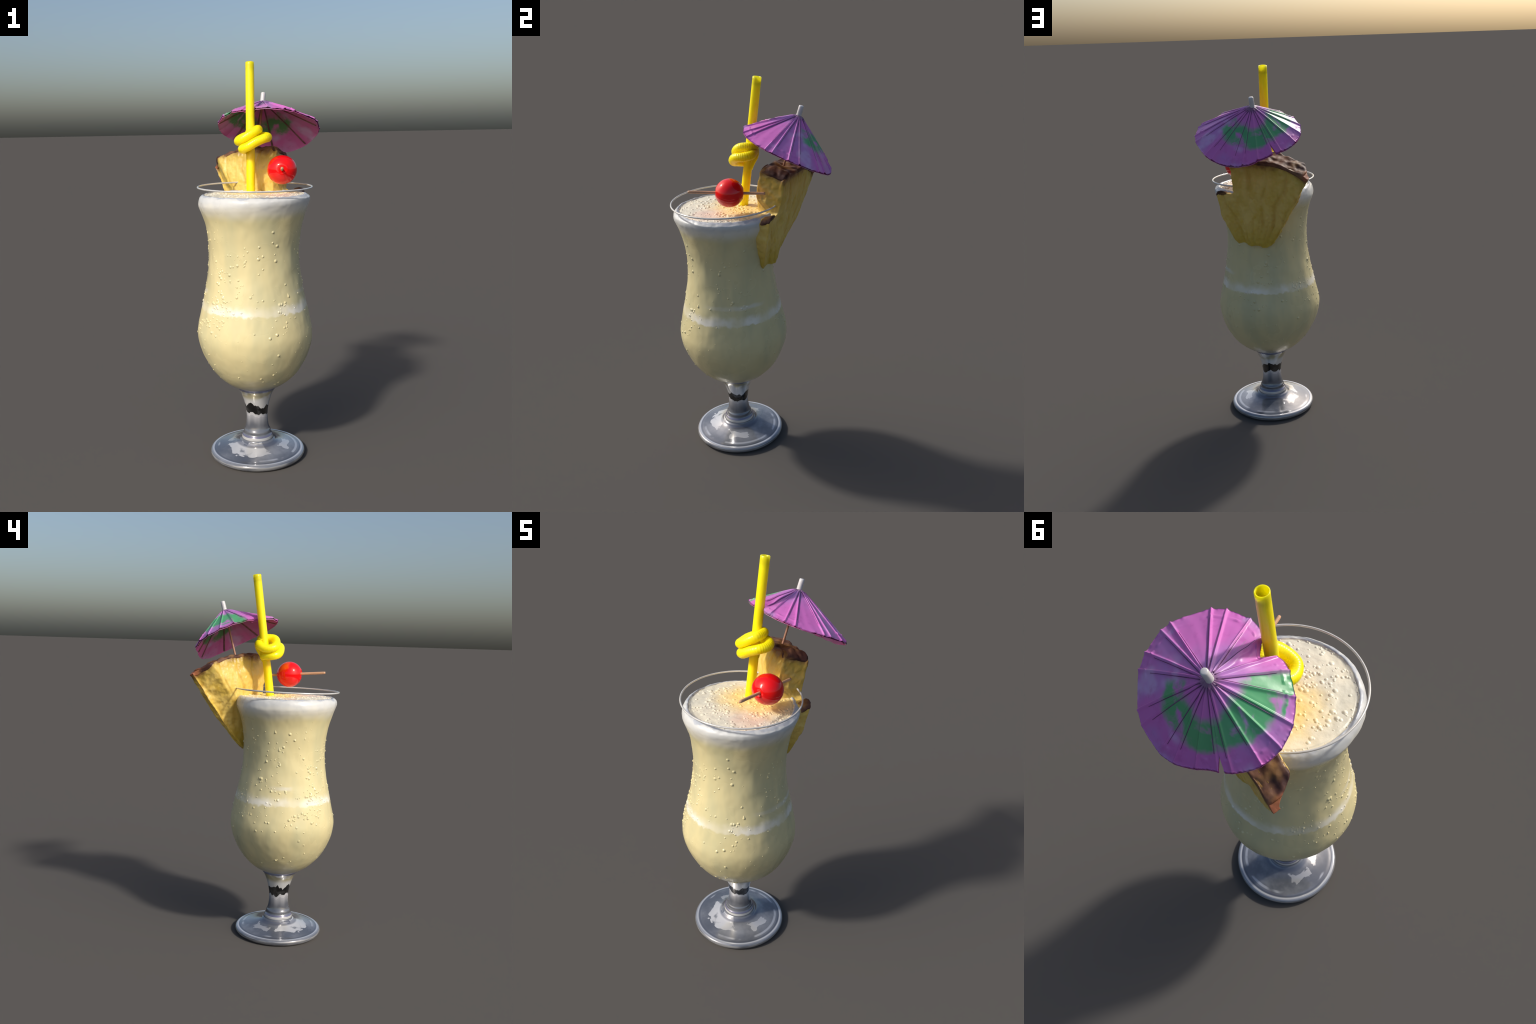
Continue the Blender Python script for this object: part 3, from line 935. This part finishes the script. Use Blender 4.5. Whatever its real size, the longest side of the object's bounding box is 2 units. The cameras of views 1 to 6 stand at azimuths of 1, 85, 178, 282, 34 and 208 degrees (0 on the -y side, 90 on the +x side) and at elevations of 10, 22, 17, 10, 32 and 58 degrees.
m_flesh, m_rind = mat_flesh(), mat_rind()
flesh = slab(outline, "flesh", 0.0042, m_flesh)
c = shape_w(coords(flesh)); set_coords(flesh, c)
n = vertex_normals(flesh)
# fibres fan out from the core; segment furrows follow them
cu, cv = c[:, 0] - 0.06, c[:, 1] + 0.14
fan = np.arctan2(cu, cv) * 0.5
dist_c = np.hypot(cu, cv)
facing = np.abs(n[:, 2]) ** 2
q = np.stack([fan * 13, dist_c * 4, np.sign(c[:, 2] - 0.05) * 3], -1)
fib = np.array([mnoise.noise(Vector(p)) for p in q])
furrow = -np.exp(-(fib / 0.13) ** 2) * np.clip(np.array([mnoise.noise(Vector((p[0] * .3, p[1] * 1.3, p[2] + 5))) for p in q]) + 0.25, 0, 1)
fa2 = np.arctan2(c[:, 0] - FAN[0], c[:, 1] - FAN[1]) + 0.022 * np.sin(26.0 * dist_c)
gr = np.zeros(len(c))
for k, gk in enumerate(GROOVES):
    win = np.clip(0.75 + 0.9 * np.array([mnoise.noise(Vector((gk * 9, dd * 9, sg))) for dd, sg in zip(dist_c, np.sign(c[:, 2] - 0.05))]), 0.1, 1.2)
    gr = np.maximum(gr, win * np.exp(-((fa2 - gk) * dist_c / 0.0075) ** 2))
disp = -0.0070 * gr * facing + 0.0050 * furrow * facing + 0.0035 * fib * facing + 0.0044 * fbm(c * np.array([1, 0.75, 1]), 34.0, 2, 4.0) + 0.0014 * fbm(c, 75.0, 2, 5.0)
# the cut face inside the glass is bumpy
cutface = smoothstep(n[:, 0], 0.5, 0.9) * smoothstep(c[:, 1], 0.3, 0.36)
disp += cutface * 0.006 * fbm(c, 22.0, 2, 6.0)
set_coords(flesh, c + n * disp[:, None])
flesh.matrix_world = pfr

rind_poly = [(a, b + 0.006) for a, b in arc[1:]] + [(0.130, 0.478), (0.090, 0.500), (0.040, 0.489), (-0.030, 0.487), (-0.120, 0.482), (-0.195, 0.462), (-0.246, 0.438), (-0.270, 0.425)]
rind = slab(rind_poly, "rind", 0.0042, m_rind)
c = shape_w(coords(rind)); set_coords(rind, c)
n = vertex_normals(rind)
lump = fbm(c * np.array([1, 1, 1.3]), 15.0, 2, 8.0)
disp = 0.0020 + 0.013 * lump * smoothstep(n[:, 1], -0.2, 0.6) + 0.0015 * fbm(c, 45.0, 2, 9.0)
set_coords(rind, c + n * disp[:, None])
rind.matrix_world = pfr
# dark stub of rind left on the short arm outside the glass, and the reddish tip
arm_poly = [(0.185, 0.314), (0.195, 0.326), (0.212, 0.331), (0.237, 0.327), (0.251, 0.308), (0.247, 0.296), (0.232, 0.298), (0.208, 0.306)]
arm = slab(arm_poly, "rind_stub", 0.0032, m_rind)
c = shape_w(coords(arm)); c[:, 2] = (c[:, 2] - c[:, 2].mean()) * 0.8 + c[:, 2].mean() - 0.006; set_coords(arm, c)
n = vertex_normals(arm)
set_coords(arm, c + n * (0.001 + 0.004 * fbm(c, 30.0, 2, 10.0))[:, None])
arm.matrix_world = pfr
tip_poly = [(-0.307, 0.428), (-0.284, 0.442), (-0.270, 0.442), (-0.266, 0.426), (-0.284, 0.418), (-0.297, 0.419)]
tipr = slab(tip_poly, "rind_tip", 0.0028, m_rind)
c = shape_w(coords(tipr)); set_coords(tipr, c)
n = vertex_normals(tipr)
set_coords(tipr, c + n * (0.001 + 0.002 * fbm(c, 40.0, 2, 11.0))[:, None])
tipr.matrix_world = pfr
adopt(slice_o, flesh, rind, arm, tipr)
